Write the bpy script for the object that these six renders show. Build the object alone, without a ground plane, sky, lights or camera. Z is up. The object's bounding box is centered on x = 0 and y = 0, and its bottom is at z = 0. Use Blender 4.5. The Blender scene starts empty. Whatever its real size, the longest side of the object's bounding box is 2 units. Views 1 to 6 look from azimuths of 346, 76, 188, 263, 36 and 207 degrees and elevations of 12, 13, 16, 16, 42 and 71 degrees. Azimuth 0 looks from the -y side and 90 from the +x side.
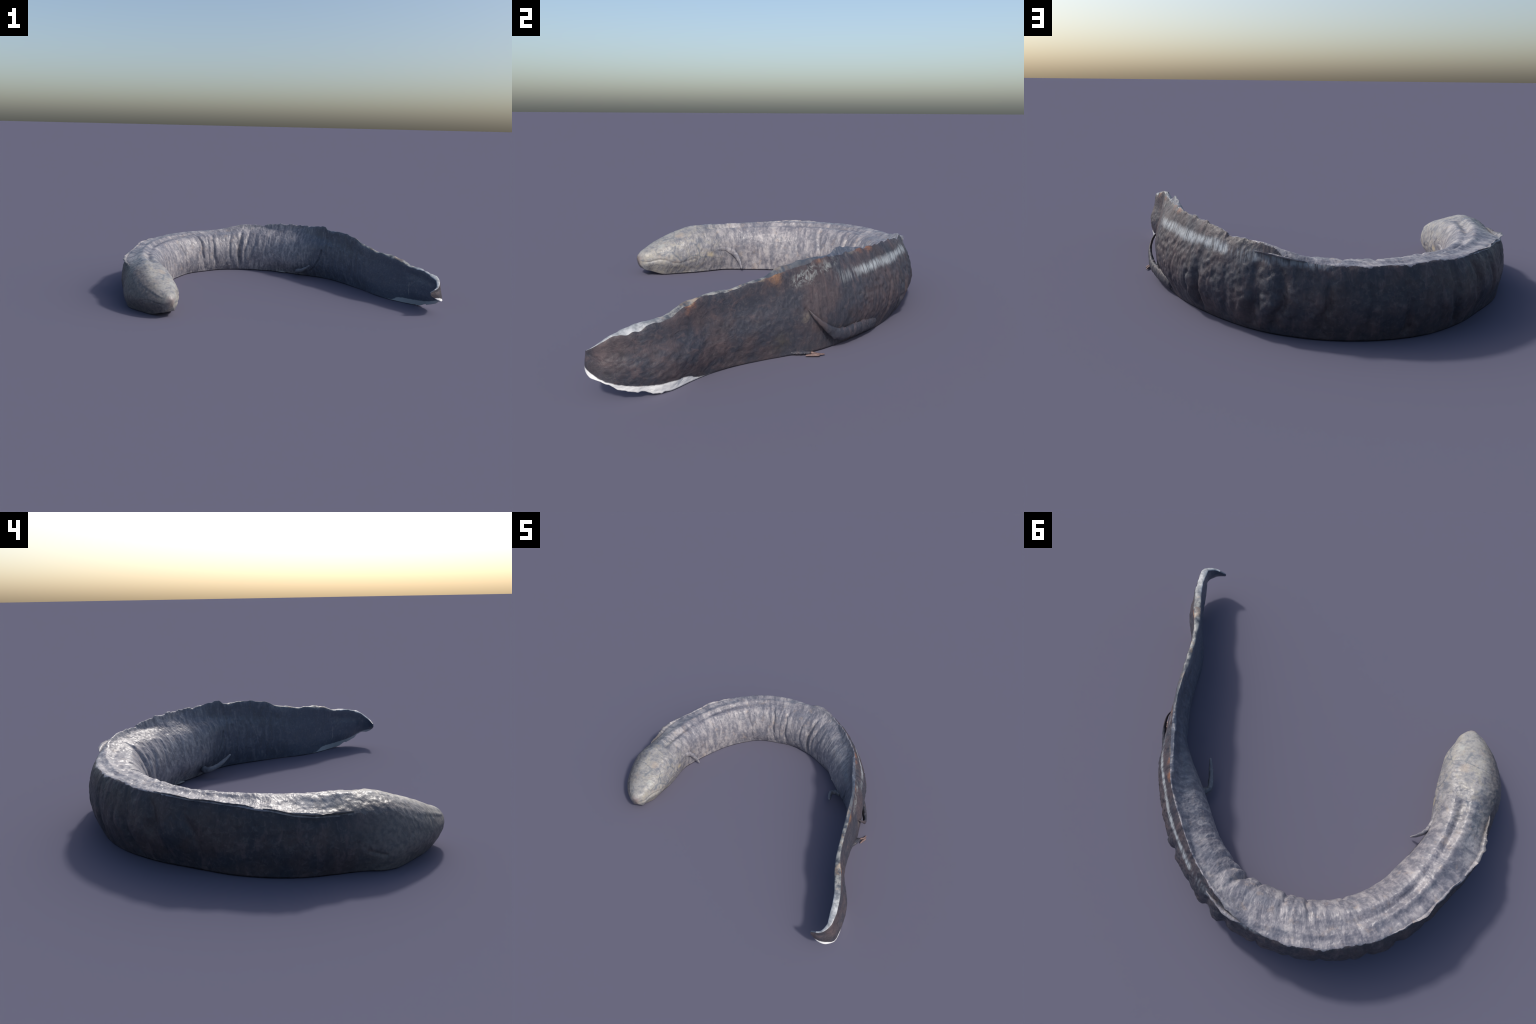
"""A preserved eel-like salamander lying in a U: blunt head, long wrinkled trunk,
tall thin tail blade with a fin, four tiny limbs.  The body is a loft: a plan spine,
a cross-section of ten landmarks per station, skin folds and grain added in code."""
import bpy, math
import numpy as np
from mathutils import Vector

# ------------------------------------------------------------------ noise
def _hash(ix, iy, iz, seed):
    h = (ix.astype(np.int64) * 374761393 + iy.astype(np.int64) * 668265263
         + iz.astype(np.int64) * 2147483647 + seed * 974634557) & 0xFFFFFFFF
    h = ((h ^ (h >> 13)) * 1274126177) & 0xFFFFFFFF
    h = h ^ (h >> 16)
    return (h & 0xFFFFFF) / float(0xFFFFFF) * 2.0 - 1.0

def noise3(x, y, z, seed=0):
    """Smooth value noise in -1..1, vectorised."""
    x, y, z = np.broadcast_arrays(np.asarray(x, float), np.asarray(y, float), np.asarray(z, float))
    ix, iy, iz = np.floor(x), np.floor(y), np.floor(z)
    fx, fy, fz = x - ix, y - iy, z - iz
    ux, uy, uz = (f * f * f * (f * (f * 6 - 15) + 10) for f in (fx, fy, fz))
    out = 0.0
    for dx in (0, 1):
        for dy in (0, 1):
            for dz in (0, 1):
                w = (ux if dx else 1 - ux) * (uy if dy else 1 - uy) * (uz if dz else 1 - uz)
                out = out + w * _hash(ix + dx, iy + dy, iz + dz, seed)
    return out

def fbm(x, y, z, seed=0, octaves=3):
    a, f, t = 1.0, 1.0, 0.0
    for o in range(octaves):
        t = t + a * noise3(x * f, y * f, z * f, seed + o * 17)
        a *= 0.5
        f *= 2.03
    return t

def smooth(e0, e1, v):
    t = np.clip((v - e0) / (e1 - e0), 0, 1)
    return t * t * (3 - 2 * t)

# ------------------------------------------------------------------ plan spine
# (x, y) seen from above, snout first, tail tip last
SPINE = [(-.714, -.603), (-.722, -.585), (-.736, -.550), (-.760, -.490), (-.795, -.390), (-.820, -.290),
         (-.835, -.190), (-.848, -.090), (-.852, .010), (-.840, .110), (-.805, .220),
         (-.742, .370), (-.645, .512), (-.512, .628), (-.345, .705), (-.165, .725),
         (.015, .705), (.170, .635), (.312, .530), (.440, .400), (.545, .275),
         (.620, .165), (.672, .050), (.710, -.070), (.738, -.190), (.768, -.310),
         (.808, -.410), (.858, -.495), (.910, -.585), (.947, -.665), (.968, -.735),
         (.970, -.790), (.940, -.830), (.885, -.845)]

# Cross-section landmarks per station as (offset outward from the spine, height):
#  belly_in, flank_in, upper_in, shoulder_in, groove, crest, fin_out, rim, flank_out, belly_out
HEAD_SECTIONS = [
    [(-.014, .070), (-.026, .090), (-.024, .110), (-.018, .120), (-.008, .126), (.000, .127), (.010, .126), (.020, .118), (.028, .100), (.016, .070)],
    [(-.034, .042), (-.053, .083), (-.052, .112), (-.040, .134), (-.018, .145), (.002, .145), (.018, .141), (.035, .124), (.048, .095), (.030, .042)],
    [(-.042, .026), (-.074, .080), (-.072, .120), (-.056, .148), (-.022, .160), (.014, .161), (.036, .155), (.058, .136), (.079, .098), (.048, .026)],
    [(-.070, .003), (-.118, .082), (-.114, .135), (-.088, .172), (-.040, .189), (.018, .192), (.050, .184), (.082, .158), (.112, .100), (.066, .004)],
    [(-.100, .000), (-.146, .085), (-.139, .150), (-.107, .200), (-.048, .226), (.022, .233), (.060, .223), (.106, .191), (.148, .095), (.104, .000)],
    [(-.122, .000), (-.156, .090), (-.149, .160), (-.116, .220), (-.062, .253), (.000, .267), (.050, .258), (.112, .226), (.166, .088), (.140, .000)],
    [(-.120, .000), (-.151, .100), (-.139, .184), (-.088, .250), (-.042, .258), (.000, .275), (.058, .256), (.108, .224), (.152, .095), (.122, .000)],
]
TRUNK_SECTIONS = [
    [(-.117, .000), (-.141, .100), (-.130, .192), (-.080, .256), (-.038, .249), (-.004, .273), (.054, .247), (.104, .219), (.141, .108), (.119, .000)],
    [(-.132, .000), (-.136, .090), (-.127, .195), (-.081, .257), (-.044, .251), (-.011, .273), (.056, .248), (.108, .226), (.140, .115), (.120, .000)],
    [(-.142, .000), (-.138, .090), (-.129, .196), (-.078, .260), (-.042, .256), (-.010, .276), (.056, .262), (.102, .246), (.128, .120), (.117, .000)],
    [(-.139, .000), (-.141, .088), (-.119, .195), (-.064, .262), (-.027, .264), (.006, .278), (.040, .268), (.099, .261), (.131, .128), (.114, .000)],
    [(-.136, .000), (-.137, .086), (-.105, .196), (-.050, .268), (-.013, .267), (.018, .285), (.050, .279), (.100, .274), (.133, .145), (.092, .000)],
    [(-.133, .000), (-.139, .086), (-.106, .193), (-.051, .269), (-.004, .271), (.025, .287), (.055, .283), (.096, .281), (.142, .145), (.093, .000)],
    [(-.121, .000), (-.138, .086), (-.111, .195), (-.064, .266), (.005, .279), (.032, .288), (.060, .288), (.097, .291), (.141, .145), (.098, .000)],
    [(-.128, .000), (-.139, .086), (-.117, .198), (-.068, .268), (.010, .283), (.036, .293), (.062, .292), (.094, .290), (.133, .145), (.092, .000)],
    [(-.107, .000), (-.134, .086), (-.111, .200), (-.060, .272), (.020, .292), (.055, .303), (.072, .303), (.091, .292), (.129, .145), (.090, .000)],
    [(-.110, .000), (-.119, .086), (-.099, .200), (-.053, .275), (.010, .310), (.035, .328), (.048, .345), (.078, .300), (.122, .135), (.074, .000)],
    [(-.099, .000), (-.114, .100), (-.101, .200), (-.058, .272), (-.005, .315), (.020, .335), (.033, .356), (.070, .308), (.116, .145), (.062, .000)],
    [(-.072, .000), (-.116, .100), (-.103, .196), (-.074, .262), (-.020, .315), (.005, .345), (.018, .379), (.066, .310), (.113, .142), (.059, .000)],
    [(-.060, .000), (-.110, .100), (-.100, .198), (-.074, .265), (-.025, .320), (.002, .364), (.015, .384), (.060, .310), (.107, .148), (.060, .000)],
]
TAIL_SECTIONS = [
    [(-.030, .000), (-.080, .100), (-.084, .200), (-.075, .270), (-.040, .320), (-.028, .408), (-.010, .388), (.045, .305), (.083, .165), (.042, .000)],
    [(-.020, .000), (-.056, .100), (-.062, .190), (-.058, .260), (-.046, .310), (-.042, .386), (-.026, .381), (.014, .305), (.048, .170), (.036, .000)],
    [(-.020, .000), (-.050, .100), (-.055, .180), (-.050, .250), (-.042, .300), (-.034, .380), (-.021, .374), (.004, .290), (.038, .160), (.036, .000)],
    [(-.017, .000), (-.038, .100), (-.043, .170), (-.042, .230), (-.036, .280), (-.032, .372), (-.014, .362), (.004, .270), (.030, .150), (.018, .000)],
    [(-.005, .000), (-.028, .090), (-.032, .160), (-.032, .210), (-.028, .260), (-.022, .333), (-.005, .335), (.008, .240), (.034, .130), (.014, .000)],
    [(-.008, .000), (-.016, .090), (-.018, .150), (-.018, .200), (-.017, .250), (-.014, .315), (.003, .314), (.016, .230), (.038, .120), (.018, .000)],
    [(-.006, .000), (-.014, .080), (-.016, .140), (-.018, .190), (-.018, .240), (-.019, .309), (.004, .308), (.020, .220), (.044, .110), (.022, .000)],
    [(-.004, .000), (-.013, .080), (-.015, .140), (-.018, .180), (-.022, .230), (-.026, .286), (.007, .290), (.026, .200), (.053, .108), (.028, .000)],
    [(.008, .000), (-.016, .080), (-.020, .130), (-.021, .170), (-.018, .210), (-.026, .263), (.007, .259), (.026, .190), (.054, .108), (.040, .000)],
    [(.004, .022), (-.020, .080), (-.024, .120), (-.026, .160), (-.024, .200), (-.028, .254), (.003, .250), (.020, .180), (.040, .105), (.034, .022)],
    [(.004, .048), (-.014, .090), (-.020, .130), (-.024, .160), (-.024, .190), (-.028, .236), (.003, .235), (.014, .180), (.030, .115), (.030, .048)],
    [(.018, .082), (.004, .100), (-.004, .130), (-.010, .155), (-.014, .180), (-.018, .217), (.004, .215), (.012, .180), (.024, .125), (.032, .085)],
    [(.012, .100), (.004, .115), (-.001, .130), (-.004, .145), (-.005, .160), (-.006, .185), (.006, .185), (.010, .165), (.018, .135), (.021, .103)],
    [(.002, .137), (-.001, .140), (-.002, .144), (-.003, .149), (-.003, .154), (-.003, .160), (.004, .160), (.005, .154), (.006, .146), (.006, .138)],
]
COUNTS = [16, 14, 12, 18, 12, 14, 16, 26, 20]        # quads between neighbouring landmarks
BOTTOM = 8                                         # quads across the flat belly
RINGS = 1350

# skin creases: (distance along the spine, depth, half width, slant)
INNER_CREASES = [(1.10, .003, .012, .03), (1.28, .007, .012, .03), (1.505, .013, .012, .025), (1.575, .003, .008, .0),
                 (1.635, .012, .012, .01), (1.79, .007, .011, -.01), (1.885, .019, .014, -.02), (1.945, .007, .010, -.05),
                 (2.02, .005, .011, -.04), (2.12, .004, .010, -.05)]
OUTER_CREASES = [(.99, .005, .016, -.06), (1.12, .009, .017, -.06), (1.245, .008, .015, -.05), (1.31, .003, .009, -.02),
                 (1.43, .008, .015, .0), (1.55, .004, .012, .02), (1.69, .009, .014, .02), (1.85, .011, .016, .02),
                 (1.935, .016, .018, .01), (2.05, .004, .012, .02), (2.19, .014, .017, .03), (2.26, .004, .009, .03),
                 (2.40, .004, .012, .03)]

def hermite_rows(knots, values, t):
    """Cubic through the knots (non-uniform Catmull-Rom), values may be multi-column."""
    knots, values = np.asarray(knots, float), np.asarray(values, float)
    m = np.zeros_like(values)
    h = np.diff(knots)[:, None]
    d = np.diff(values, axis=0) / h
    m[1:-1] = (d[:-1] * h[1:] + d[1:] * h[:-1]) / (h[1:] + h[:-1])
    m[0], m[-1] = d[0], d[-1]
    i = np.clip(np.searchsorted(knots, t, side='right') - 1, 0, len(knots) - 2)
    hh = h[i]
    u = ((t - knots[i])[:, None]) / hh
    u2, u3 = u * u, u * u * u
    return (values[i] * (2 * u3 - 3 * u2 + 1) + m[i] * hh * (u3 - 2 * u2 + u)
            + values[i + 1] * (3 * u2 - 2 * u3) + m[i + 1] * hh * (u3 - u2))

spine = np.array(SPINE)
S_KNOT = np.r_[0, np.cumsum(np.linalg.norm(np.diff(spine, axis=0), axis=1))]
LENGTH = S_KNOT[-1]
sections = np.array(HEAD_SECTIONS + TRUNK_SECTIONS + TAIL_SECTIONS)      # station, landmark, (offset, height)

# ring positions, a little denser at both ends
s = np.linspace(0, 1, RINGS)
s = LENGTH * s
P = hermite_rows(S_KNOT, spine, s)
eps = 1e-3
Tn = hermite_rows(S_KNOT, spine, np.clip(s + eps, 0, LENGTH)) - hermite_rows(S_KNOT, spine, np.clip(s - eps, 0, LENGTH))
Tn /= np.linalg.norm(Tn, axis=1)[:, None]
# steady the frame so that rings do not cross in the bends
ker = np.hanning(41); ker /= ker.sum()
Tp = np.pad(Tn, ((20, 20), (0, 0)), mode='edge')
Tn = np.stack([np.convolve(Tp[:, k], ker, mode='valid') for k in (0, 1)], 1)
Tn /= np.linalg.norm(Tn, axis=1)[:, None]
Nn = np.stack([-Tn[:, 1], Tn[:, 0]], 1)

land = hermite_rows(S_KNOT, sections.reshape(len(sections), -1), s).reshape(RINGS, 10, 2)

# ragged fin edges and scalloped hem of the tail
fin_on = smooth(1.85, 2.1, s) * (1 - smooth(3.70, 3.80, s))
land[:, 5, 1] += fin_on * (.006 * noise3(s * 11, 0, 0, 3) + .004 * noise3(s * 31, 0, 0, 4))
land[:, 6, 1] += fin_on * (.006 * noise3(s * 14, 0, 0, 5) + .005 * noise3(s * 40, 0, 0, 6))
for c0, hgt, wid in ((2.655, .014, .028), (2.40, .005, .02), (2.88, .006, .05), (3.30, .005, .04), (3.42, .006, .03), (3.62, .004, .03)):
    land[:, 5, 1] += hgt * np.exp(-((s - c0) / wid) ** 4)
for c0, hgt, wid in ((2.02, .006, .03), (2.20, .006, .04), (2.32, .005, .02), (2.95, .004, .03)):
    land[:, 6, 1] += hgt * np.exp(-((s - c0) / wid) ** 4)
dorsal = smooth(.42, .6, s) * (1 - smooth(1.7, 2.0, s))
land[:, 3, 1] += dorsal * .0035 * noise3(s * 8, 0, 0, 12)
land[:, 4, 1] += dorsal * (.0045 * noise3(s * 10, 0, 0, 13) + .002 * noise3(s * 27, 0, 0, 14))
land[:, 5, 0] += dorsal * .007 * noise3(s * 7, 0, 0, 15)
land[:, 5, 1] += dorsal * .003 * noise3(s * 16, 0, 0, 16)
land[:, 6, 1] += dorsal * .005 * noise3(s * 9, 0, 0, 17)
rim_on = smooth(.5, .6, s) * (1 - smooth(1.3, 1.5, s))
land[:, 7, 0] += rim_on * (.004 * noise3(s * 18, 0, 0, 8) + .002 * noise3(s * 50, 0, 0, 9))
hem_on = smooth(3.52, 3.56, s) * (1 - smooth(3.78, 3.83, s))
hem = hem_on * (.004 * noise3(s * 38, 0, 0, 10) + .002 * noise3(s * 95, 0, 0, 11))
land[:, 0, 1] += hem
land[:, 9, 1] += hem

def loft_sections(land):
    """Spline each ring through its landmarks; returns (rings, columns, 2) and landmark columns."""
    ch = np.sqrt(np.linalg.norm(np.diff(land, axis=1), axis=2)) + 1e-5          # centripetal
    d = np.diff(land, axis=1) / ch[:, :, None]
    m = np.zeros_like(land)
    h0, h1 = ch[:, :-1, None], ch[:, 1:, None]
    m[:, 1:-1] = (d[:, :-1] * h1 + d[:, 1:] * h0) / (h0 + h1)
    m[:, 0], m[:, -1] = d[:, 0], d[:, -1]
    cols, marks = [], [0]
    for k, n in enumerate(COUNTS):
        last = k == len(COUNTS) - 1
        for u in np.linspace(0, 1, n + 1)[: n + 1 if last else n]:
            h = ch[:, k, None]
            cols.append(land[:, k] * (2 * u**3 - 3 * u**2 + 1) + m[:, k] * h * (u**3 - 2 * u**2 + u)
                        + land[:, k + 1] * (3 * u**2 - 2 * u**3) + m[:, k + 1] * h * (u**3 - u**2))
        marks.append(marks[-1] + n)
    for b in range(1, BOTTOM):
        f = b / BOTTOM
        cols.append(land[:, 9] * (1 - f) + land[:, 0] * f)
    return np.stack(cols, 1), marks

prof, MARK = loft_sections(land)
COLS = prof.shape[1]
SKIN = MARK[-1] + 1                                 # columns that are skin, the rest is the flat belly
col = np.arange(COLS)

pos = np.zeros((RINGS, COLS, 3))
pos[:, :, :2] = P[:, None, :] + Nn[:, None, :] * prof[:, :, :1]
pos[:, :, 2] = prof[:, :, 1]

def ring_normals(pos):
    a = np.gradient(pos, axis=0)
    b = np.roll(pos, -1, 1) - np.roll(pos, 1, 1)
    n = np.cross(b, a)
    n /= np.linalg.norm(n, axis=2)[:, :, None] + 1e-12
    return n
nrm = ring_normals(pos)
centre = pos.mean(1, keepdims=True)
if np.mean(np.sum(nrm * (pos - centre), 2)) < 0:
    nrm = -nrm

# ---------------- skin relief: creases, wrinkles, pebbling
S2 = s[:, None] * np.ones((1, COLS))
Z2 = pos[:, :, 2]
inner = (smooth(0, 6, col) * (1 - smooth(MARK[3] - 2, MARK[4] + 4, col)))[None, :]
outer = (smooth(MARK[7] + 1, MARK[7] + 9, col) * (1 - smooth(SKIN - 8, SKIN, col)))[None, :]
top = (smooth(MARK[2], MARK[3], col) * (1 - smooth(MARK[7] - 4, MARK[7] + 2, col)))[None, :]
disp = np.zeros((RINGS, COLS))
wob = .012 * noise3(S2 * 6, Z2 * 14, 0, 21) + .004 * noise3(S2 * 20, Z2 * 45, 0, 22)
for k, (c, depth, hw, slant) in enumerate(INNER_CREASES):
    d = S2 + wob + slant * (Z2 - .13) / .13 * .5 - c
    fade = smooth(.03, .13, Z2 + .05 * noise3(k * 3.1, 1, 1, 5))
    reach = .25 + .75 * fade * (1 - .5 * smooth(.22, .27, Z2))
    disp -= inner * .85 * depth * reach * np.exp(-(d / hw) ** 2)
    disp += inner * depth * .22 * reach * np.exp(-((np.abs(d) - 2.4 * hw) / (1.5 * hw)) ** 2)
ROLLS = (1.10, 1.28, 1.505, 1.635, 1.79, 1.885, 2.02, 2.16)
for a, b in zip(ROLLS[:-1], ROLLS[1:]):
    f = np.clip((S2 + wob * 1.4 + .02 * (Z2 - .13) / .13 - a) / (b - a), 0, 1)
    disp += inner * .007 * (np.sqrt(np.sin(math.pi * f) + 1e-9) - .25 * ((f > 0) & (f < 1)) * smooth(0, .1, f) * smooth(0, .1, 1 - f)) * smooth(1.1, 1.4, S2)
for k, (c, depth, hw, slant) in enumerate(OUTER_CREASES):
    mid, tall = .13 + .07 * float(noise3(k * 2.7, 3, 1, 6)), .075 + .03 * float(noise3(k * 1.9, 1, 4, 7))
    depth = 1.55 * depth * (.3 + .7 * np.exp(-((Z2 - mid) / tall) ** 2))
    d = S2 + wob * 1.3 + slant * (Z2 - .13) / .13 * .6 - c
    disp -= outer * depth * np.exp(-(d / hw) ** 2)
    disp += outer * depth * .4 * np.exp(-((np.abs(d) - 2.3 * hw) / (1.6 * hw)) ** 2)
blade = smooth(2.75, 3.1, S2)                       # the thin tail carries little relief
trunk = smooth(.42, .7, S2)
tail_end = 1 - smooth(3.72, 3.84, S2)
wr = fbm(S2 * 42, Z2 * 9, (col[None, :] > MARK[5]) * 7.0, 31, 3)
disp += (inner * .0007 + outer * .0014) * wr * (1 - .6 * blade) * trunk
disp += top * .0011 * fbm(S2 * 38, prof[:, :, 0] * 60, 0, 33, 3) * (1 - .7 * blade) * smooth(.1, .3, S2)
peb = fbm(S2 * 75, Z2 * 75, prof[:, :, 0] * 40, 37, 2)
disp += .0011 * peb * (1 - .5 * blade) * smooth(.12, .35, S2)
disp += .0025 * fbm(S2 * 7, Z2 * 7, prof[:, :, 0] * 7, 39, 2) * (1 - .3 * blade) * smooth(.05, .3, S2)
pits = smooth(1.6, 1.9, S2) * (1 - smooth(2.55, 2.75, S2)) * outer * smooth(.03, .1, Z2)
disp += .0030 * pits * fbm(S2 * 58, Z2 * 58, 0, 41, 2) + .0016 * outer * blade * fbm(S2 * 34 + Z2 * 20, Z2 * 48, 0, 43, 3)
cheek_bump = (np.exp(-(((S2 - .097) / .014) ** 2 + ((Z2 - .148) / .012) ** 2)) * (col < MARK[4])[None, :]
              + np.exp(-(((S2 - .132) / .014) ** 2 + ((Z2 - .146) / .012) ** 2)) * ((col > MARK[6]) & (col < SKIN))[None, :])
# dorsal furrow beside the crest, crest ridge, raised lip of the outer hide
def along(mark, width, amount):
    return amount[:, None] * np.exp(-((col[None, :] - mark) / width) ** 2)
furrow_on = smooth(.40, .48, s) * (1 - smooth(1.70, 1.95, s))
disp += along(MARK[4] - 2, 5.0, -furrow_on * (.0010 + .0020 * np.exp(-((s - .58) / .15) ** 2)))
disp += along(MARK[5] + 1, 6.5, furrow_on * .0028 * (1 + .25 * noise3(s * 30, 0, 0, 62)))
disp += along(MARK[7] - 2, 4.0, .0035 * smooth(.02, .05, s) * (1 - smooth(.16, .26, s)))   # brow edge
disp += .0035 * cheek_bump
shoulder_rows = inner * smooth(2.45, 2.6, S2) * (1 - smooth(3.2, 3.4, S2)) * np.exp(-((Z2 - .285 + .05 * (S2 - 2.6)) / .03) ** 2)
disp += .0026 * shoulder_rows * noise3((S2 + .35 * (Z2 - .25)) * 75, Z2 * 18, 0, 91)
disp += .0016 * smooth(.06, .16, S2) * (1 - smooth(.42, .55, S2)) * (col < SKIN)[None, :] * fbm(S2 * 55, prof[:, :, 0] * 26, Z2 * 26, 93, 2)
lip_on = smooth(.46, .56, s) * (1 - .75 * smooth(.75, .95, s)) * (1 - smooth(1.2, 1.4, s))
disp += along(MARK[7] - 1, 2.2, lip_on * (.0045 + .003 * noise3(s * 24, 0, 0, 61)))
# mouth line on both cheeks, and the fold in front of each hindlimb
def furrow(points, hw, depth, side):
    """Groove along a polyline given as (distance along spine, height)."""
    best = np.full((RINGS, COLS), 9.0)
    for (s0, z0), (s1, z1) in zip(points[:-1], points[1:]):
        vx, vz = s1 - s0, z1 - z0
        t = np.clip(((S2 - s0) * vx + (Z2 - z0) * vz) / (vx * vx + vz * vz), 0, 1)
        best = np.minimum(best, np.hypot(S2 - s0 - t * vx, Z2 - z0 - t * vz))
    return -side * depth * np.exp(-(best / hw) ** 2)
cheek_in = (1 - smooth(MARK[3], MARK[4], col))[None, :] * (col < SKIN)[None, :]
cheek_out = (smooth(MARK[7] - 4, MARK[7], col) * (col < SKIN))[None, :]
MOUTH = [(.0, .085), (.05, .092), (.09, .105), (.13, .100), (.17, .080), (.22, .074), (.28, .088), (.33, .098)]
disp += furrow(MOUTH, .005, .0032, cheek_in) + furrow(MOUTH[:6], .005, .0020, cheek_out)
disp -= .25 * furrow([(.02, .070), (.08, .082), (.14, .075), (.2, .052)], .014, .008, cheek_in)
disp += furrow([(2.90, .19), (2.865, .15), (2.81, .10), (2.75, .06)], .009, .006, outer)
disp += furrow([(2.665, .225), (2.645, .15), (2.60, .08), (2.56, .045)], .006, .009, cheek_in)
disp += furrow([(.36, .07), (.42, .09)], .007, .006, cheek_out) + furrow([(.46, .12), (.46, .07)], .010, .005, cheek_out)
disp *= tail_end * smooth(-.004, .035, S2)
disp[:, SKIN:] = 0
disp[:, 0] *= .3; disp[:, SKIN - 1] *= .3
pos = pos + nrm * disp[:, :, None]
pos[:, :, 2] = np.maximum(pos[:, :, 2], 0)

# ------------------------------------------------------------------ materials
class Nodes:
    def __init__(self, name):
        self.mat = bpy.data.materials.new(name)
        self.mat.use_nodes = True
        self.nt = self.mat.node_tree
        self.nt.nodes.clear()
        self.out = self.nt.nodes.new('ShaderNodeOutputMaterial')
        self.bsdf = self.nt.nodes.new('ShaderNodeBsdfPrincipled')
        self.link(self.bsdf.outputs[0], self.out.inputs[0])
        self.obj = self.nt.nodes.new('ShaderNodeTexCoord').outputs['Object']
    def link(self, a, b):
        self.nt.links.new(a, b)
    def put(self, sock, v):
        if isinstance(v, bpy.types.NodeSocket):
            self.link(v, sock)
        elif v is not None:
            sock.default_value = v
    def math(self, op, a, b=None, c=None, clamp=False):
        n = self.nt.nodes.new('ShaderNodeMath'); n.operation = op; n.use_clamp = clamp
        for i, v in enumerate((a, b, c)):
            self.put(n.inputs[i], v)
        return n.outputs[0]
    def vec(self, op, a, b=None, scale=None):
        n = self.nt.nodes.new('ShaderNodeVectorMath'); n.operation = op
        self.put(n.inputs[0], a)
        if b is not None: self.put(n.inputs[1], b)
        if scale is not None: self.put(n.inputs[3], scale)
        return n.outputs['Value'] if op in ('LENGTH', 'DISTANCE', 'DOT_PRODUCT') else n.outputs[0]
    def combine(self, x, y, z):
        n = self.nt.nodes.new('ShaderNodeCombineXYZ')
        for i, v in enumerate((x, y, z)): self.put(n.inputs[i], v)
        return n.outputs[0]
    def split(self, v):
        n = self.nt.nodes.new('ShaderNodeSeparateXYZ'); self.link(v, n.inputs[0]); return n.outputs
    def noise(self, v, scale, detail=3, rough=.55, distort=0):
        n = self.nt.nodes.new('ShaderNodeTexNoise')
        self.put(n.inputs['Vector'], v)
        n.inputs['Scale'].default_value = scale; n.inputs['Detail'].default_value = detail
        n.inputs['Roughness'].default_value = rough; n.inputs['Distortion'].default_value = distort
        return n.outputs['Fac']
    def voronoi(self, v, scale, feature='F1'):
        n = self.nt.nodes.new('ShaderNodeTexVoronoi'); n.feature = feature
        self.put(n.inputs['Vector'], v); n.inputs['Scale'].default_value = scale
        return n.outputs['Distance']
    def step(self, v, lo, hi, to0=0., to1=1.):
        n = self.nt.nodes.new('ShaderNodeMapRange'); n.interpolation_type = 'SMOOTHSTEP'
        self.put(n.inputs['Value'], v)
        n.inputs['From Min'].default_value = lo; n.inputs['From Max'].default_value = hi
        n.inputs['To Min'].default_value = to0; n.inputs['To Max'].default_value = to1
        return n.outputs['Result']
    def mix(self, f, a, b, mode='MIX'):
        n = self.nt.nodes.new('ShaderNodeMix'); n.data_type = 'RGBA'; n.blend_type = mode
        self.put(n.inputs[0], f)
        for i, v in ((6, a), (7, b)):
            self.put(n.inputs[i], (*v, 1) if isinstance(v, tuple) and len(v) == 3 else v)
        return n.outputs[2]
    def bump(self, h, strength, dist, normal=None):
        n = self.nt.nodes.new('ShaderNodeBump')
        n.inputs['Strength'].default_value = strength; n.inputs['Distance'].default_value = dist
        self.link(h, n.inputs['Height'])
        if normal is not None: self.link(normal, n.inputs['Normal'])
        return n.outputs[0]
    def streak(self, p, pts, r0, r1):
        """Soft mask round a polyline in space: 1 inside r0, 0 outside r1."""
        best = None
        for a, b in zip(pts[:-1], pts[1:]):
            a, b = Vector(a), Vector(b); ab = b - a
            pa = self.vec('SUBTRACT', p, tuple(a))
            t = self.math('DIVIDE', self.vec('DOT_PRODUCT', pa, tuple(ab)), ab.length_squared, clamp=True)
            d = self.vec('LENGTH', self.vec('SUBTRACT', pa, self.vec('SCALE', tuple(ab), scale=t)))
            best = d if best is None else self.math('MINIMUM', best, d)
        return self.step(best, r0, r1, 1., 0.)
    def spot(self, p, c, r0, r1):
        return self.step(self.vec('DISTANCE', p, tuple(c)), r0, r1, 1., 0.)
    def polar(self):
        """Coordinates that run round the U: (angle, radius, height)."""
        x, y, z = self.split(self.obj)
        dx, dy = self.math('SUBTRACT', x, .05), self.math('ADD', y, .02)
        ang = self.math('ARCTAN2', dx, dy)
        rad = self.math('SQRT', self.math('ADD', self.math('MULTIPLY', dx, dx), self.math('MULTIPLY', dy, dy)))
        return ang, rad, z
    def hem(self):
        """1 below the line where the tail blade turns into its bleached hem."""
        x, y, z = self.split(self.obj)
        n = self.nt.nodes.new('ShaderNodeFloatCurve')
        self.link(self.math('MULTIPLY', y, -1.), n.inputs['Value'])
        cv = n.mapping.curves[0]
        pts = [(.40, .0), (.44, .03), (.50, .31), (.60, .39), (.67, .49), (.76, .76), (.82, 1.04), (.86, 1.25)]
        n.mapping.use_clip = False
        cv.points[0].location = pts[0]; cv.points[1].location = pts[-1]
        for p in pts[1:-1]: cv.points.new(*p)
        n.mapping.update()
        line = self.math('MULTIPLY', n.outputs[0], .1)
        wob = self.math('MULTIPLY', self.math('SUBTRACT', self.noise(self.obj, 45., 3), .5), .008)
        d = self.math('ADD', self.math('SUBTRACT', line, z), wob)
        return self.math('MULTIPLY', self.step(d, -.003, .003), self.step(x, .76, .80))
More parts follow.
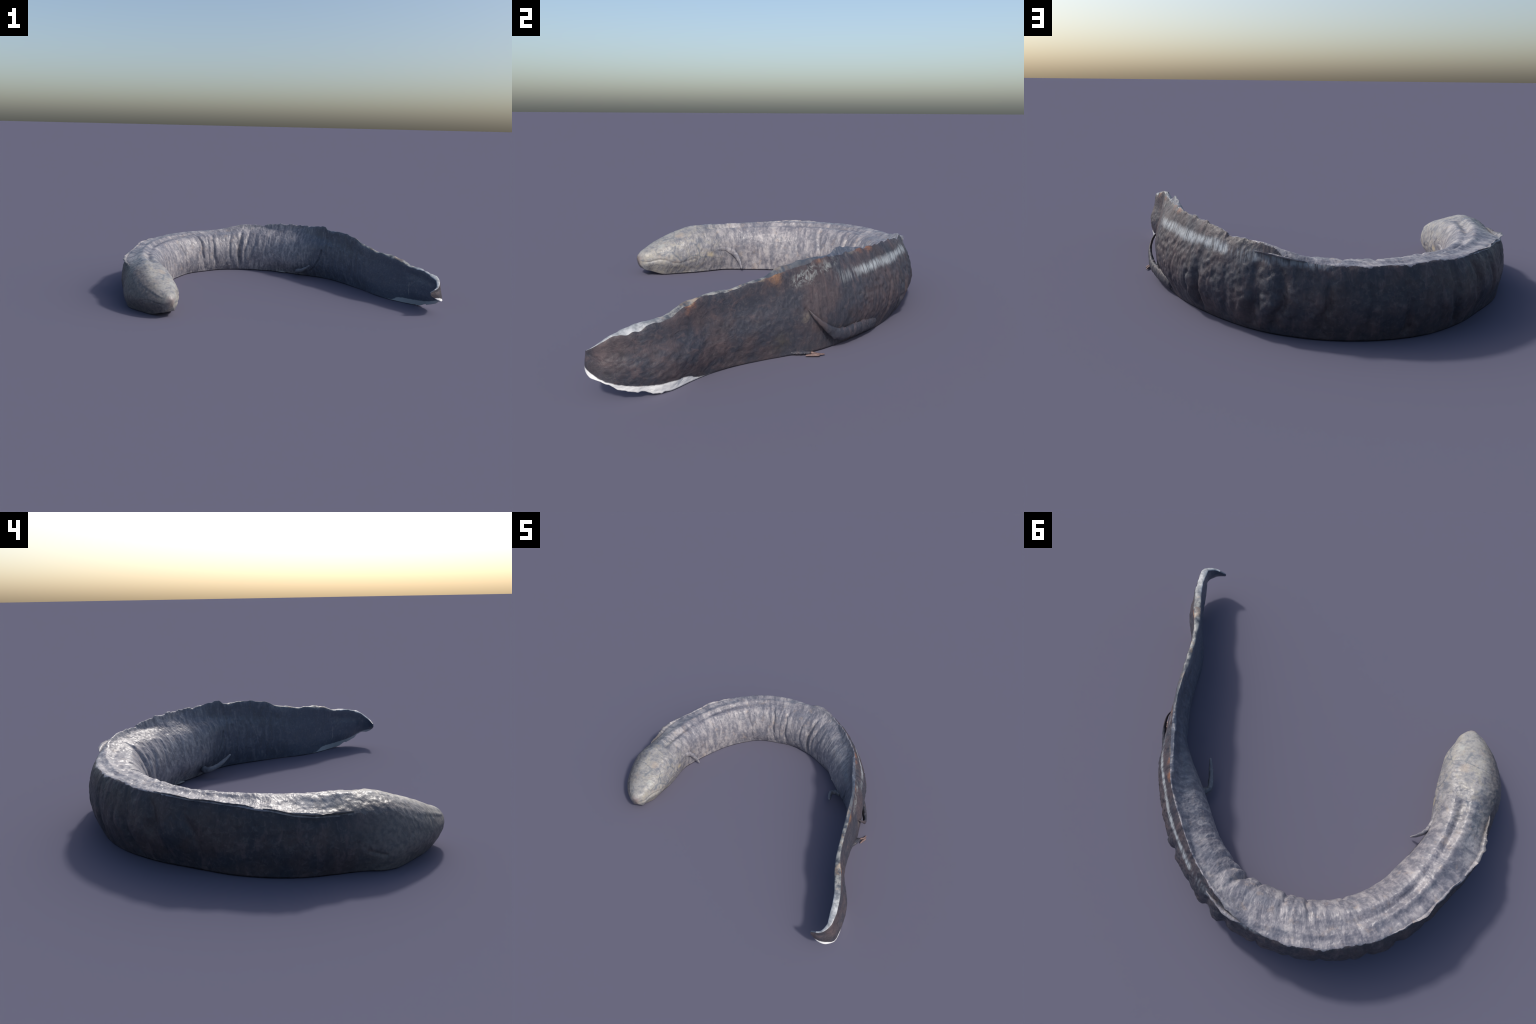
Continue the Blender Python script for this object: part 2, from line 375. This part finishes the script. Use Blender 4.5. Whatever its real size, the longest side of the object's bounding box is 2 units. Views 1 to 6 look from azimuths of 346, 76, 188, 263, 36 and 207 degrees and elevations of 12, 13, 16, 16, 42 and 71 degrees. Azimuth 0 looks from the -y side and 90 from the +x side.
    def jitter(self, amount, scale, seed):
        """Object position shaken by noise, for ragged mask edges."""
        n = self.nt.nodes.new('ShaderNodeTexNoise')
        self.put(n.inputs['Vector'], self.vec('ADD', self.obj, (seed, seed * .7, 0)))
        n.inputs['Scale'].default_value = scale; n.inputs['Detail'].default_value = 3
        off = self.vec('SCALE', self.vec('SUBTRACT', n.outputs['Color'], (.5, .5, .5)), scale=amount)
        return self.vec('ADD', self.obj, off)

def pale_colour(m):
    """Grey-mauve skin of the back and inner flank, paler on the head, slate on the tail."""
    x, y, z = m.split(m.obj)
    ang, rad, _ = m.polar()
    body = (.232, .221, .243); head = (.310, .302, .285); slate = (.066, .084, .122)
    c = m.mix(m.step(m.math('SUBTRACT', m.math('MULTIPLY', y, -1), m.math('MULTIPLY', x, .9)), .55, 1.15), body, head)
    tail = m.step(m.math('SUBTRACT', x, m.math('MULTIPLY', y, .75)), -.12, .42)
    c = m.mix(tail, c, slate)
    stripes = m.noise(m.combine(m.math('MULTIPLY', ang, 24.), m.math('MULTIPLY', rad, 9.), m.math('MULTIPLY', z, 13.)), 1.0, 4, .60, .4)
    calm = m.step(y, -.36, -.12, .15, 1.)
    c = m.mix(m.math('MULTIPLY', calm, m.step(stripes, .38, .54, .7, 0.)), c, m.mix(tail, (.105, .108, .138), (.056, .064, .084)))
    c = m.mix(m.math('MULTIPLY', calm, m.step(stripes, .50, .66, 0., .7)), c, m.mix(tail, (.40, .375, .375), (.145, .152, .180)))
    blot = m.noise(m.obj, 11., 5, .66)
    c = m.mix(m.step(blot, .50, .66, 0., .6), c, m.mix(tail, (.145, .152, .185), (.075, .088, .118)))
    warm = m.noise(m.vec('ADD', m.obj, (4, 1, 2)), 18., 4, .62)
    c = m.mix(m.math('MULTIPLY', m.step(warm, .56, .70, 0., .42), m.math('SUBTRACT', 1., m.math('MULTIPLY', tail, .8))), c, (.37, .295, .245))
    fine = m.noise(m.obj, 60., 3, .6)
    c = m.mix(m.step(fine, .3, .52, .38, 0.), c, (.095, .098, .122))
    c = m.mix(m.math('MULTIPLY', m.step(fine, .52, .72, 0., .35), m.math('SUBTRACT', 1., m.math('MULTIPLY', tail, .7))), c, (.44, .42, .41))
    # thin blue vein lines over head and neck
    vein = m.voronoi(m.jitter(.10, 7., 3.), 8.5, 'DISTANCE_TO_EDGE')
    on_head = m.math('MULTIPLY', m.step(y, .05, -.2), m.step(x, .1, -.1))
    on_face = m.math('MULTIPLY', m.step(y, .02, -.25), m.step(x, .1, -.1))
    mott = m.noise(m.vec('ADD', m.obj, (9, 2, 5)), 26., 4, .65)
    c = m.mix(m.math('MULTIPLY', m.step(mott, .50, .64, 0., .42), on_face), c, (.41, .375, .30))
    c = m.mix(m.math('MULTIPLY', m.step(mott, .47, .34, 0., .65), on_face), c, (.150, .160, .185))
    c = m.mix(m.math('MULTIPLY', m.step(vein, .0, .045, .7, 0.), m.math('MULTIPLY', on_head, m.step(m.noise(m.obj, 7., 2), .42, .55))), c, (.12, .14, .17))
    # armpit cream patch, pinkish snout and the brown spots on the brow
    for ctr, r, colr in (((-.690, -.168, .112), .030, (.50, .42, .28)), ((-.715, -.615, .10), .055, (.25, .195, .185)),
                         ((-.86, -.40, .20), .030, (.36, .26, .19)), ((-.74, -.35, .24), .04, (.37, .31, .255)),
                         ((-.70, -.46, .17), .03, (.42, .43, .40))):
        c = m.mix(m.math('MULTIPLY', m.spot(m.jitter(.035, 40., r * 99), ctr, r * .2, r), .7), c, colr)
    # shade on the outer cheek, away from the sun, painted into the colour
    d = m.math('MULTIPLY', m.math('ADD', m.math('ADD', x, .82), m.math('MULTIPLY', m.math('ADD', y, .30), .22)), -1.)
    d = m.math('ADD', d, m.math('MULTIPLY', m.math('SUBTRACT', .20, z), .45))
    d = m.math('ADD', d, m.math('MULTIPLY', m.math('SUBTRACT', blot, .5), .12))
    cheek_shade_paint = m.math('MULTIPLY', m.step(d, -.03, .095, 0., .88), m.step(y, .02, -.12))
    c = m.mix(cheek_shade_paint, c, m.mix(m.step(fine, .35, .65), (.066, .063, .070), (.118, .103, .102)))
    return c, stripes, fine

def pale_hide():
    m = Nodes('pale_hide')
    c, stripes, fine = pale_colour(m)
    x, y, z = m.split(m.obj)
    ang, rad, _ = m.polar()
    c = m.mix(m.math('MULTIPLY', m.streak(m.jitter(.006, 60., 4.), [(.880, -.572, .155), (.881, -.572, .119), (.886, -.566, .05)], .0008, .0028), .7), c, (.30, .30, .29))
    c = m.mix(m.math('MULTIPLY', m.hem(), .85), c, (.36, .40, .43))
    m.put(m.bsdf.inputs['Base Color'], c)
    m.put(m.bsdf.inputs['Roughness'], m.step(fine, .3, .7, .52, .35))
    m.bsdf.inputs['Specular IOR Level'].default_value = .5
    grain = m.noise(m.combine(m.math('MULTIPLY', ang, 75.), m.math('MULTIPLY', rad, 36.), m.math('MULTIPLY', z, 36.)), 1.0, 2, .5, .5)
    b = m.bump(m.noise(m.obj, 110., 2, .5), .28, .004)
    b = m.bump(grain, .30, .006, b)
    b = m.bump(stripes, .3, .012, b)
    m.link(b, m.bsdf.inputs['Normal'])
    return m.mat

STRIPE = [(.575, .300, .306), (.508, .410, .312), (.448, .485, .311), (.384, .555, .311), (.312, .618, .313), (.239, .674, .312), (.205, .700, .306)]
STRIPE_BACK = [(.08, .770, .305), (.0, .80, .303), (-.10, .815, .300), (-.2, .815, .292)]

def dark_hide():
    """Charcoal-brown skin of the outer flank with a pale streak and orange and reddish marks."""
    m = Nodes('dark_hide')
    x, y, z = m.split(m.obj)
    ang, rad, _ = m.polar()
    streaks = m.noise(m.combine(m.math('MULTIPLY', ang, 22.), m.math('MULTIPLY', rad, 6.), m.math('MULTIPLY', z, 10.)), 1.0, 5, .65, .6)
    blot = m.noise(m.obj, 7., 4, .6)
    fine = m.noise(m.obj, 55., 4, .65, .8)
    onward = m.step(x, -.55, .35)
    c = m.mix(m.step(blot, .38, .62), m.mix(onward, (.031, .034, .046), (.041, .044, .060)), m.mix(onward, (.054, .043, .047), (.068, .056, .064)))
    tang = m.noise(m.vec('MULTIPLY', m.obj, (1., 1., 1.5)), 20., 5, .62, .5)
    mottle = m.mix(m.step(x, .66, .80), m.combine(streaks, streaks, streaks), m.combine(tang, tang, tang))
    streaks = m.split(mottle)[0]
    c = m.mix(m.step(streaks, .50, .68, 0., .55), c, (.112, .082, .086))
    c = m.mix(m.step(streaks, .32, .48, .5, 0.), c, (.024, .026, .034))
    c = m.mix(m.step(fine, .50, .72, 0., .35), c, (.13, .115, .115))
    c = m.mix(m.step(fine, .28, .46, .4, 0.), c, (.022, .023, .029))
    # paler cheek towards the snout
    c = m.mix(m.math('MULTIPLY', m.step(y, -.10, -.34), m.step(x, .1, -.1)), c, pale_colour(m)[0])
    # pale streak along the flank shoulder below the fin, ragged along its edges
    hairs = m.noise(m.combine(m.math('MULTIPLY', ang, 90.), m.math('MULTIPLY', rad, 9.), m.math('MULTIPLY', z, 14.)), 1.0, 4, .6, .4)
    p = m.jitter(.032, 24., 1.)
    halo = m.streak(m.jitter(.05, 18., 6.), [(.63, .20, .30)] + STRIPE + [(.13, .745, .303), (.06, .775, .303)], .004, .040)
    c = m.mix(m.math('MULTIPLY', halo, m.step(hairs, .42, .64, .0, .6)), c, (.24, .26, .28))
    c = m.mix(m.math('MULTIPLY', m.streak(p, STRIPE, .003, .031), m.step(hairs, .36, .58, .25, .95)), c, (.40, .43, .45))
    c = m.mix(m.math('MULTIPLY', m.streak(m.jitter(.045, 22., 2.), STRIPE_BACK, .004, .028), m.step(hairs, .36, .6, .1, .7)), c, (.26, .29, .32))
    # grey frosted patch on the fin near the hindlimb
    frost = m.math('MULTIPLY', m.streak(m.jitter(.06, 16., 5.), [(.58, .17, .35), (.64, .07, .335), (.68, -.02, .30)], .012, .045),
                   m.step(m.noise(m.obj, 40., 4, .7, 1.2), .45, .62))
    c = m.mix(m.math('MULTIPLY', frost, .75), c, (.30, .32, .32))
    # orange and cream worn spots along the fin edge
    q = m.jitter(.055, 24., 7.)
    for ctr, r, colr in (((.470, .385, .385), .035, (.30, .13, .065)), ((.525, .270, .385), .030, (.40, .36, .30)),
                         ((.500, .320, .38), .030, (.28, .12, .06)), ((.715, -.115, .345), .050, (.29, .155, .085)),
                         ((.735, -.165, .335), .020, (.46, .38, .27)), ((.855, -.480, .288), .036, (.26, .115, .07)),
                         ((.850, -.478, .298), .014, (.50, .40, .28)), ((.620, .09, .375), .028, (.27, .14, .09)),
                         ((.725, .02, .16), .028, (.20, .17, .14)), ((.735, -.09, .07), .06, (.075, .068, .062))):
        c = m.mix(m.math('MULTIPLY', m.spot(q, ctr, r * .1, r * 1.1), m.step(fine, .34, .62, .15, .75)), c, colr)
    c = m.mix(m.hem(), c, m.mix(m.step(blot, .4, .6), (.72, .72, .72), (.84, .84, .83)))
    m.put(m.bsdf.inputs['Base Color'], c)
    m.put(m.bsdf.inputs['Roughness'], m.step(fine, .3, .7, .58, .42))
    m.bsdf.inputs['Specular IOR Level'].default_value = .34
    b = m.bump(fine, .35, .005)
    b = m.bump(streaks, .35, .012, b)
    m.link(b, m.bsdf.inputs['Normal'])
    return m.mat

def fin_edge():
    """Worn upper edge of the fin: ash grey with cream, tan and bleached stretches."""
    m = Nodes('fin_edge')
    x, y, z = m.split(m.obj)
    n = m.noise(m.obj, 22., 4, .65)
    k = m.noise(m.vec('ADD', m.obj, (3, 5, 1)), 11., 3, .6)
    late = m.step(y, .05, -.30)
    c = m.mix(m.math('MULTIPLY', m.step(n, .40, .62), m.math('MULTIPLY_ADD', late, .82, .04)), m.mix(late, (.052, .064, .088), (.062, .070, .088)), (.34, .34, .32))
    c = m.mix(m.math('MULTIPLY', m.step(k, .53, .63, 0., .75), m.math('MULTIPLY_ADD', late, .55, .08)), c, (.36, .25, .16))
    c = m.mix(m.step(y, -.54, -.66), c, m.mix(m.step(n, .36, .58), (.22, .235, .25), (.44, .455, .47)))
    m.put(m.bsdf.inputs['Base Color'], c)
    m.bsdf.inputs['Roughness'].default_value = .5
    m.link(m.bump(n, .3, .004), m.bsdf.inputs['Normal'])
    return m.mat

def plain_skin(name, a, b, scale=40., rough=.5):
    m = Nodes(name)
    n = m.noise(m.obj, scale, 4, .6)
    m.put(m.bsdf.inputs['Base Color'], m.mix(m.step(n, .35, .68), a, b))
    m.bsdf.inputs['Roughness'].default_value = rough
    m.link(m.bump(n, .4, .003), m.bsdf.inputs['Normal'])
    return m.mat

PALE, DARK, EDGE = pale_hide(), dark_hide(), fin_edge()
SLATE = plain_skin('slate_limb', (.10, .115, .14), (.17, .18, .205))
ASH = plain_skin('ash_limb', (.20, .20, .20), (.33, .325, .32))
UMBER = plain_skin('umber_limb', (.055, .052, .056), (.12, .11, .105))
PINK = plain_skin('pink_toe', (.13, .085, .08), (.22, .145, .13), 90.)
EYE = plain_skin('filmed_eye', (.13, .135, .135), (.20, .20, .19), 200., .42)

# ------------------------------------------------------------------ body mesh, split by region
def cap_centre(ring):
    return pos[ring, :SKIN].mean(0)

verts = pos.reshape(-1, 3)
front = cap_centre(0) + np.array([.004, -.010, 0.0])
back = cap_centre(RINGS - 1) + np.array([-.004, -.001, 0.0])
verts = np.vstack([verts, front, back])
iF, iB = len(verts) - 2, len(verts) - 1
r, c = np.meshgrid(np.arange(RINGS - 1), np.arange(COLS), indexing='ij')
c1 = (c + 1) % COLS
quads = np.stack([r * COLS + c, r * COLS + c1, (r + 1) * COLS + c1, (r + 1) * COLS + c], -1).reshape(-1, 4)
q_s = (s[r] + s[r + 1]).reshape(-1) / 2
q_c = c.reshape(-1)
caps = [(iF, (k + 1) % COLS, k) for k in range(COLS)] + [(iB, (RINGS - 1) * COLS + k, (RINGS - 1) * COLS + (k + 1) % COLS) for k in range(COLS)]

# vertex normals of the whole body
vn = np.zeros_like(verts)
A, B, C, D = (verts[quads[:, k]] for k in range(4))
fn = np.cross(C - A, D - B)
sign = 1.0 if np.sum(fn * ((A + C) / 2 - np.repeat(centre[:-1], COLS, 1).reshape(-1, 3))) > 0 else -1.0
if sign < 0:
    quads = quads[:, ::-1]
    caps = [t[::-1] for t in caps]
    fn = -fn
for k in range(4):
    np.add.at(vn, quads[:, k], fn)
vn /= np.linalg.norm(vn, axis=1)[:, None] + 1e-12
vn[iF] = (-.1, -1, 0); vn[iB] = (-1, -.2, 0)

# which hide: the border runs along the rim on the trunk and along the fin edge on the tail
border = np.where(q_s < 1.6, MARK[7] - 1.0, 0)
blend = smooth(1.72, 1.98, q_s)
border = (1 - blend) * (MARK[7] - 1.0) + blend * (MARK[6] + .5)
ragged = 2.2 * noise3(q_s * 26, 0, 0, 51) + 2.0 * noise3(q_s * 70, 0, 0, 52)
ragged = ragged * smooth(1.1, 1.4, q_s) * (1 - smooth(1.95, 2.2, q_s))
head_low = 6 * (1 - smooth(.12, .48, q_s)) + 3 * noise3(q_s * 40, q_c * .3, 0, 53) * (1 - smooth(.42, .52, q_s))
is_dark = (q_c > border + ragged + head_low) & (q_c < SKIN - 1 + BOTTOM // 2)
qz = (A[:, 2] + C[:, 2]) / 2
base_z = np.interp(q_s, s, land[:, 9, 1])
hem_h = np.interp(q_s, [3.30, 3.42, 3.52, 3.62, 3.72, 3.80, LENGTH], [-.01, .006, .034, .036, .022, .014, .010])
edge_n = .0015 * noise3(q_s * 60, 0, 0, 55)
is_hem = (qz < base_z + hem_h + edge_n) & (q_s > 3.38) & ((q_c < MARK[2]) | (q_c > MARK[8]))
is_edge = (q_c >= MARK[5] - 1) & (q_c < MARK[6] + 1) & (q_s > 2.80 + .06 * noise3(q_c * .7, 0, 0, 58)) & (q_s < LENGTH - .03)

root = bpy.data.objects.new('salamander', None)
bpy.context.scene.collection.objects.link(root)
root.empty_display_size = .2
root['label'] = 'dark wrinkled eel-like salamander curled in a U with tiny limbs'
root['category'] = 'salamander'

def add_object(name, mesh, parent, mats):
    ob = bpy.data.objects.new(name, mesh)
    bpy.context.scene.collection.objects.link(ob)
    for mt in mats:
        mesh.materials.append(mt)
    ob.parent = parent
    return ob

def region(name, mask, parent, extra=()):
    faces = quads[mask]
    mat_index = np.where(is_edge[mask], 2, np.where(is_dark[mask], 1, 0))
    used = np.unique(np.r_[faces.reshape(-1), np.array([i for t in extra for i in t], int)])
    remap = np.full(len(verts), -1); remap[used] = np.arange(len(used))
    fl = [tuple(f) for f in remap[faces].tolist()] + [tuple(int(remap[i]) for i in t) for t in extra]
    me = bpy.data.meshes.new(name)
    me.from_pydata(verts[used].tolist(), [], fl)
    mi = np.r_[mat_index, np.zeros(len(extra), int) + (2 if name == 'tail' else 0)].astype(np.int32)
    me.polygons.foreach_set('material_index', mi)
    me.polygons.foreach_set('use_smooth', np.ones(len(fl), bool))
    me.update()
    me.normals_split_custom_set_from_vertices([tuple(v) for v in vn[used]])
    return add_object(name, me, parent, (PALE, DARK, EDGE))

S_NECK, S_VENT = .45, 2.66
head = region('head', q_s < S_NECK, root, caps[:COLS])
torso = region('torso', (q_s >= S_NECK) & (q_s < S_VENT), root)
tail = region('tail', (q_s >= S_VENT) & ~is_hem, root)
hem_part = region('tail_hem', (q_s >= S_VENT) & is_hem, root, caps[COLS:])

# ------------------------------------------------------------------ limbs
def tube(name, path, radii, flat, parent, mat, seg=14, steps=60, seed=0):
    """Tapered, slightly lumpy limb along a smooth path; radii widen across, flat squeezes in height."""
    path = np.array(path, float)
    k = np.r_[0, np.cumsum(np.linalg.norm(np.diff(path, axis=0), axis=1))]
    t = np.linspace(0, k[-1], steps)
    c = hermite_rows(k, path, t)
    rr = np.interp(t, k, radii)
    rr = rr * np.sqrt(np.clip(1 - np.clip((t - (k[-1] - radii[-1])) / radii[-1], 0, 1) ** 2, .02, 1))
    tg = np.gradient(c, axis=0); tg /= np.linalg.norm(tg, axis=1)[:, None]
    up = np.array([0, 0, 1.0])
    side = np.cross(tg, up); side /= np.linalg.norm(side, axis=1)[:, None] + 1e-9
    nu = np.cross(side, tg)
    vs, fs = [], []
    for i in range(steps):
        for j in range(seg):
            a = 2 * math.pi * j / seg
            w = rr[i] * (1 + .16 * float(noise3(i * .35, math.cos(a) * 2, math.sin(a) * 2, 70 + seed)))
            p = c[i] + side[i] * math.cos(a) * w * flat[0] + nu[i] * math.sin(a) * w * flat[1]
            vs.append((p[0], p[1], max(p[2], .0005)))
    for i in range(steps - 1):
        for j in range(seg):
            j1 = (j + 1) % seg
            fs.append((i * seg + j, i * seg + j1, (i + 1) * seg + j1, (i + 1) * seg + j))
    fs.append(tuple(range(seg))[::-1]); fs.append(tuple((steps - 1) * seg + j for j in range(seg)))
    me = bpy.data.meshes.new(name)
    me.from_pydata(vs, [], fs)
    me.polygons.foreach_set('use_smooth', np.ones(len(fs), bool))
    me.update()
    return add_object(name, me, parent, (mat,))

# forelimb on the inner side: hugs the neck, then hangs as a thin web to the ground
fore = tube('forelimb', [(-.704, -.165, .122), (-.704, -.120, .140), (-.714, -.060, .137), (-.712, -.012, .113), (-.688, .018, .066), (-.660, .030, .016)],
            [.006, .010, .012, .019, .013, .005], (.62, 1.1), root, PALE, seed=1)
# forelimb on the outer side, pressed flat against the flank
fore2 = tube('forelimb', [(-.972, -.085, .120), (-.978, -.120, .132), (-.972, -.160, .118), (-.968, -.200, .098)],
             [.006, .009, .009, .008], (.8, 1), root, UMBER, seed=4)
tube('toe', [(-.966, -.200, .128), (-.970, -.208, .10), (-.960, -.204, .066)], [.003, .006, .004], (1, 1), fore2, ASH, 10, 20, 5)
# hindlimb on the inner side, a bent finger pointing tailwards
tube('hindlimb', [(.420, .315, .045), (.385, .305, .044), (.366, .285, .048), (.378, .240, .060), (.400, .195, .085), (.424, .150, .118)],
     [.020, .018, .015, .013, .011, .005], (1, 1), root, SLATE, seed=6)
# hindlimb on the outer side: drops down the fold, turns at the knee and lies along the belly
hind = tube('hindlimb', [(.706, .030, .188), (.722, .050, .165), (.728, .085, .130), (.719, .122, .098), (.702, .158, .070), (.672, .210, .058), (.627, .281, .056), (.574, .352, .051), (.516, .420, .046)],
            [.002, .005, .009, .014, .019, .022, .023, .023, .018], (.66, 1.25), root, DARK, 16, 90, 7)
# small foot pad with two toes lying on the ground
pad = tube('foot', [(.704, -.050, .006), (.716, -.005, .007), (.732, .044, .006)], [.018, .022, .010], (1, .45), root, DARK, seed=8)
tube('toe', [(.735, .040, .008), (.752, .062, .006), (.755, .092, .004)], [.007, .006, .004], (1, .7), pad, PINK, 10, 24, 9)
tube('toe', [(.742, .050, .008), (.764, .062, .006), (.758, .040, .006), (.752, .008, .004)], [.005, .006, .008, .004], (1, .7), pad, PINK, 10, 24, 10)

# ragged lips of loose skin standing along the rim of the outer hide
def skin_fold(s0, s1, mark, width, lift, parent, mat, seed):
    idx = np.where((s > s0) & (s < s1))[0][::2]
    t = (s[idx] - s0) / (s1 - s0)
    grow = np.sin(math.pi * np.clip(t, 0, 1)) ** .5
    wd = width * grow * (1 + .45 * noise3(s[idx] * 17, seed, 0, 81) + .25 * noise3(s[idx] * 55, seed, 0, 82)) + .001
    base = pos[idx, MARK[mark] - 3]
    out = np.c_[Nn[idx], np.zeros(len(idx))]
    vs = []
    for k, (across, up) in enumerate(((-.002, .0), (.35, .55), (1., 1.), (.95, .75), (.3, .1), (-.002, -.004))):
        vs.append(base + out * (wd * across)[:, None] + np.array([0, 0, 1.]) * (lift * grow * up * (1 + .4 * noise3(s[idx] * 23, seed, k, 83)))[:, None])
    vs = np.stack(vs, 1); n = len(idx)
    fs = [(i * 6 + k, i * 6 + (k + 1) % 6, (i + 1) * 6 + (k + 1) % 6, (i + 1) * 6 + k) for i in range(n - 1) for k in range(6)]
    fs += [tuple(range(6))[::-1], tuple((n - 1) * 6 + k for k in range(6))]
    me = bpy.data.meshes.new('skin_fold')
    me.from_pydata(vs.reshape(-1, 3).tolist(), [], fs)
    me.polygons.foreach_set('use_smooth', np.ones(len(fs), bool)); me.update()
    return add_object('skin_fold', me, parent, (mat,))
skin_fold(.46, .76, 7, .017, .012, torso, PALE, 1)
skin_fold(.78, 1.16, 7, .012, .007, torso, PALE, 2)
skin_fold(1.76, 1.95, 7, .016, .014, torso, PALE, 3)

# small pale scrap at the belly edge
tube('skin_scrap', [(.255, .478, .004), (.285, .452, .007), (.315, .424, .004)], [.006, .016, .006], (1, .35), torso, ASH, 12, 24, 11)

# eyes
def bead(name, centre, r, parent, mat):
    import bmesh
    bm = bmesh.new()
    bmesh.ops.create_uvsphere(bm, u_segments=16, v_segments=10, radius=r)
    bmesh.ops.translate(bm, verts=bm.verts, vec=centre)
    me = bpy.data.meshes.new(name); bm.to_mesh(me); bm.free()
    me.polygons.foreach_set('use_smooth', np.ones(len(me.polygons), bool))
    return add_object(name, me, parent, (mat,))
bead('eye', (-.6715, -.480, .147), .0075, head, EYE)
bead('eye', (-.850, -.514, .146), .0075, head, EYE)
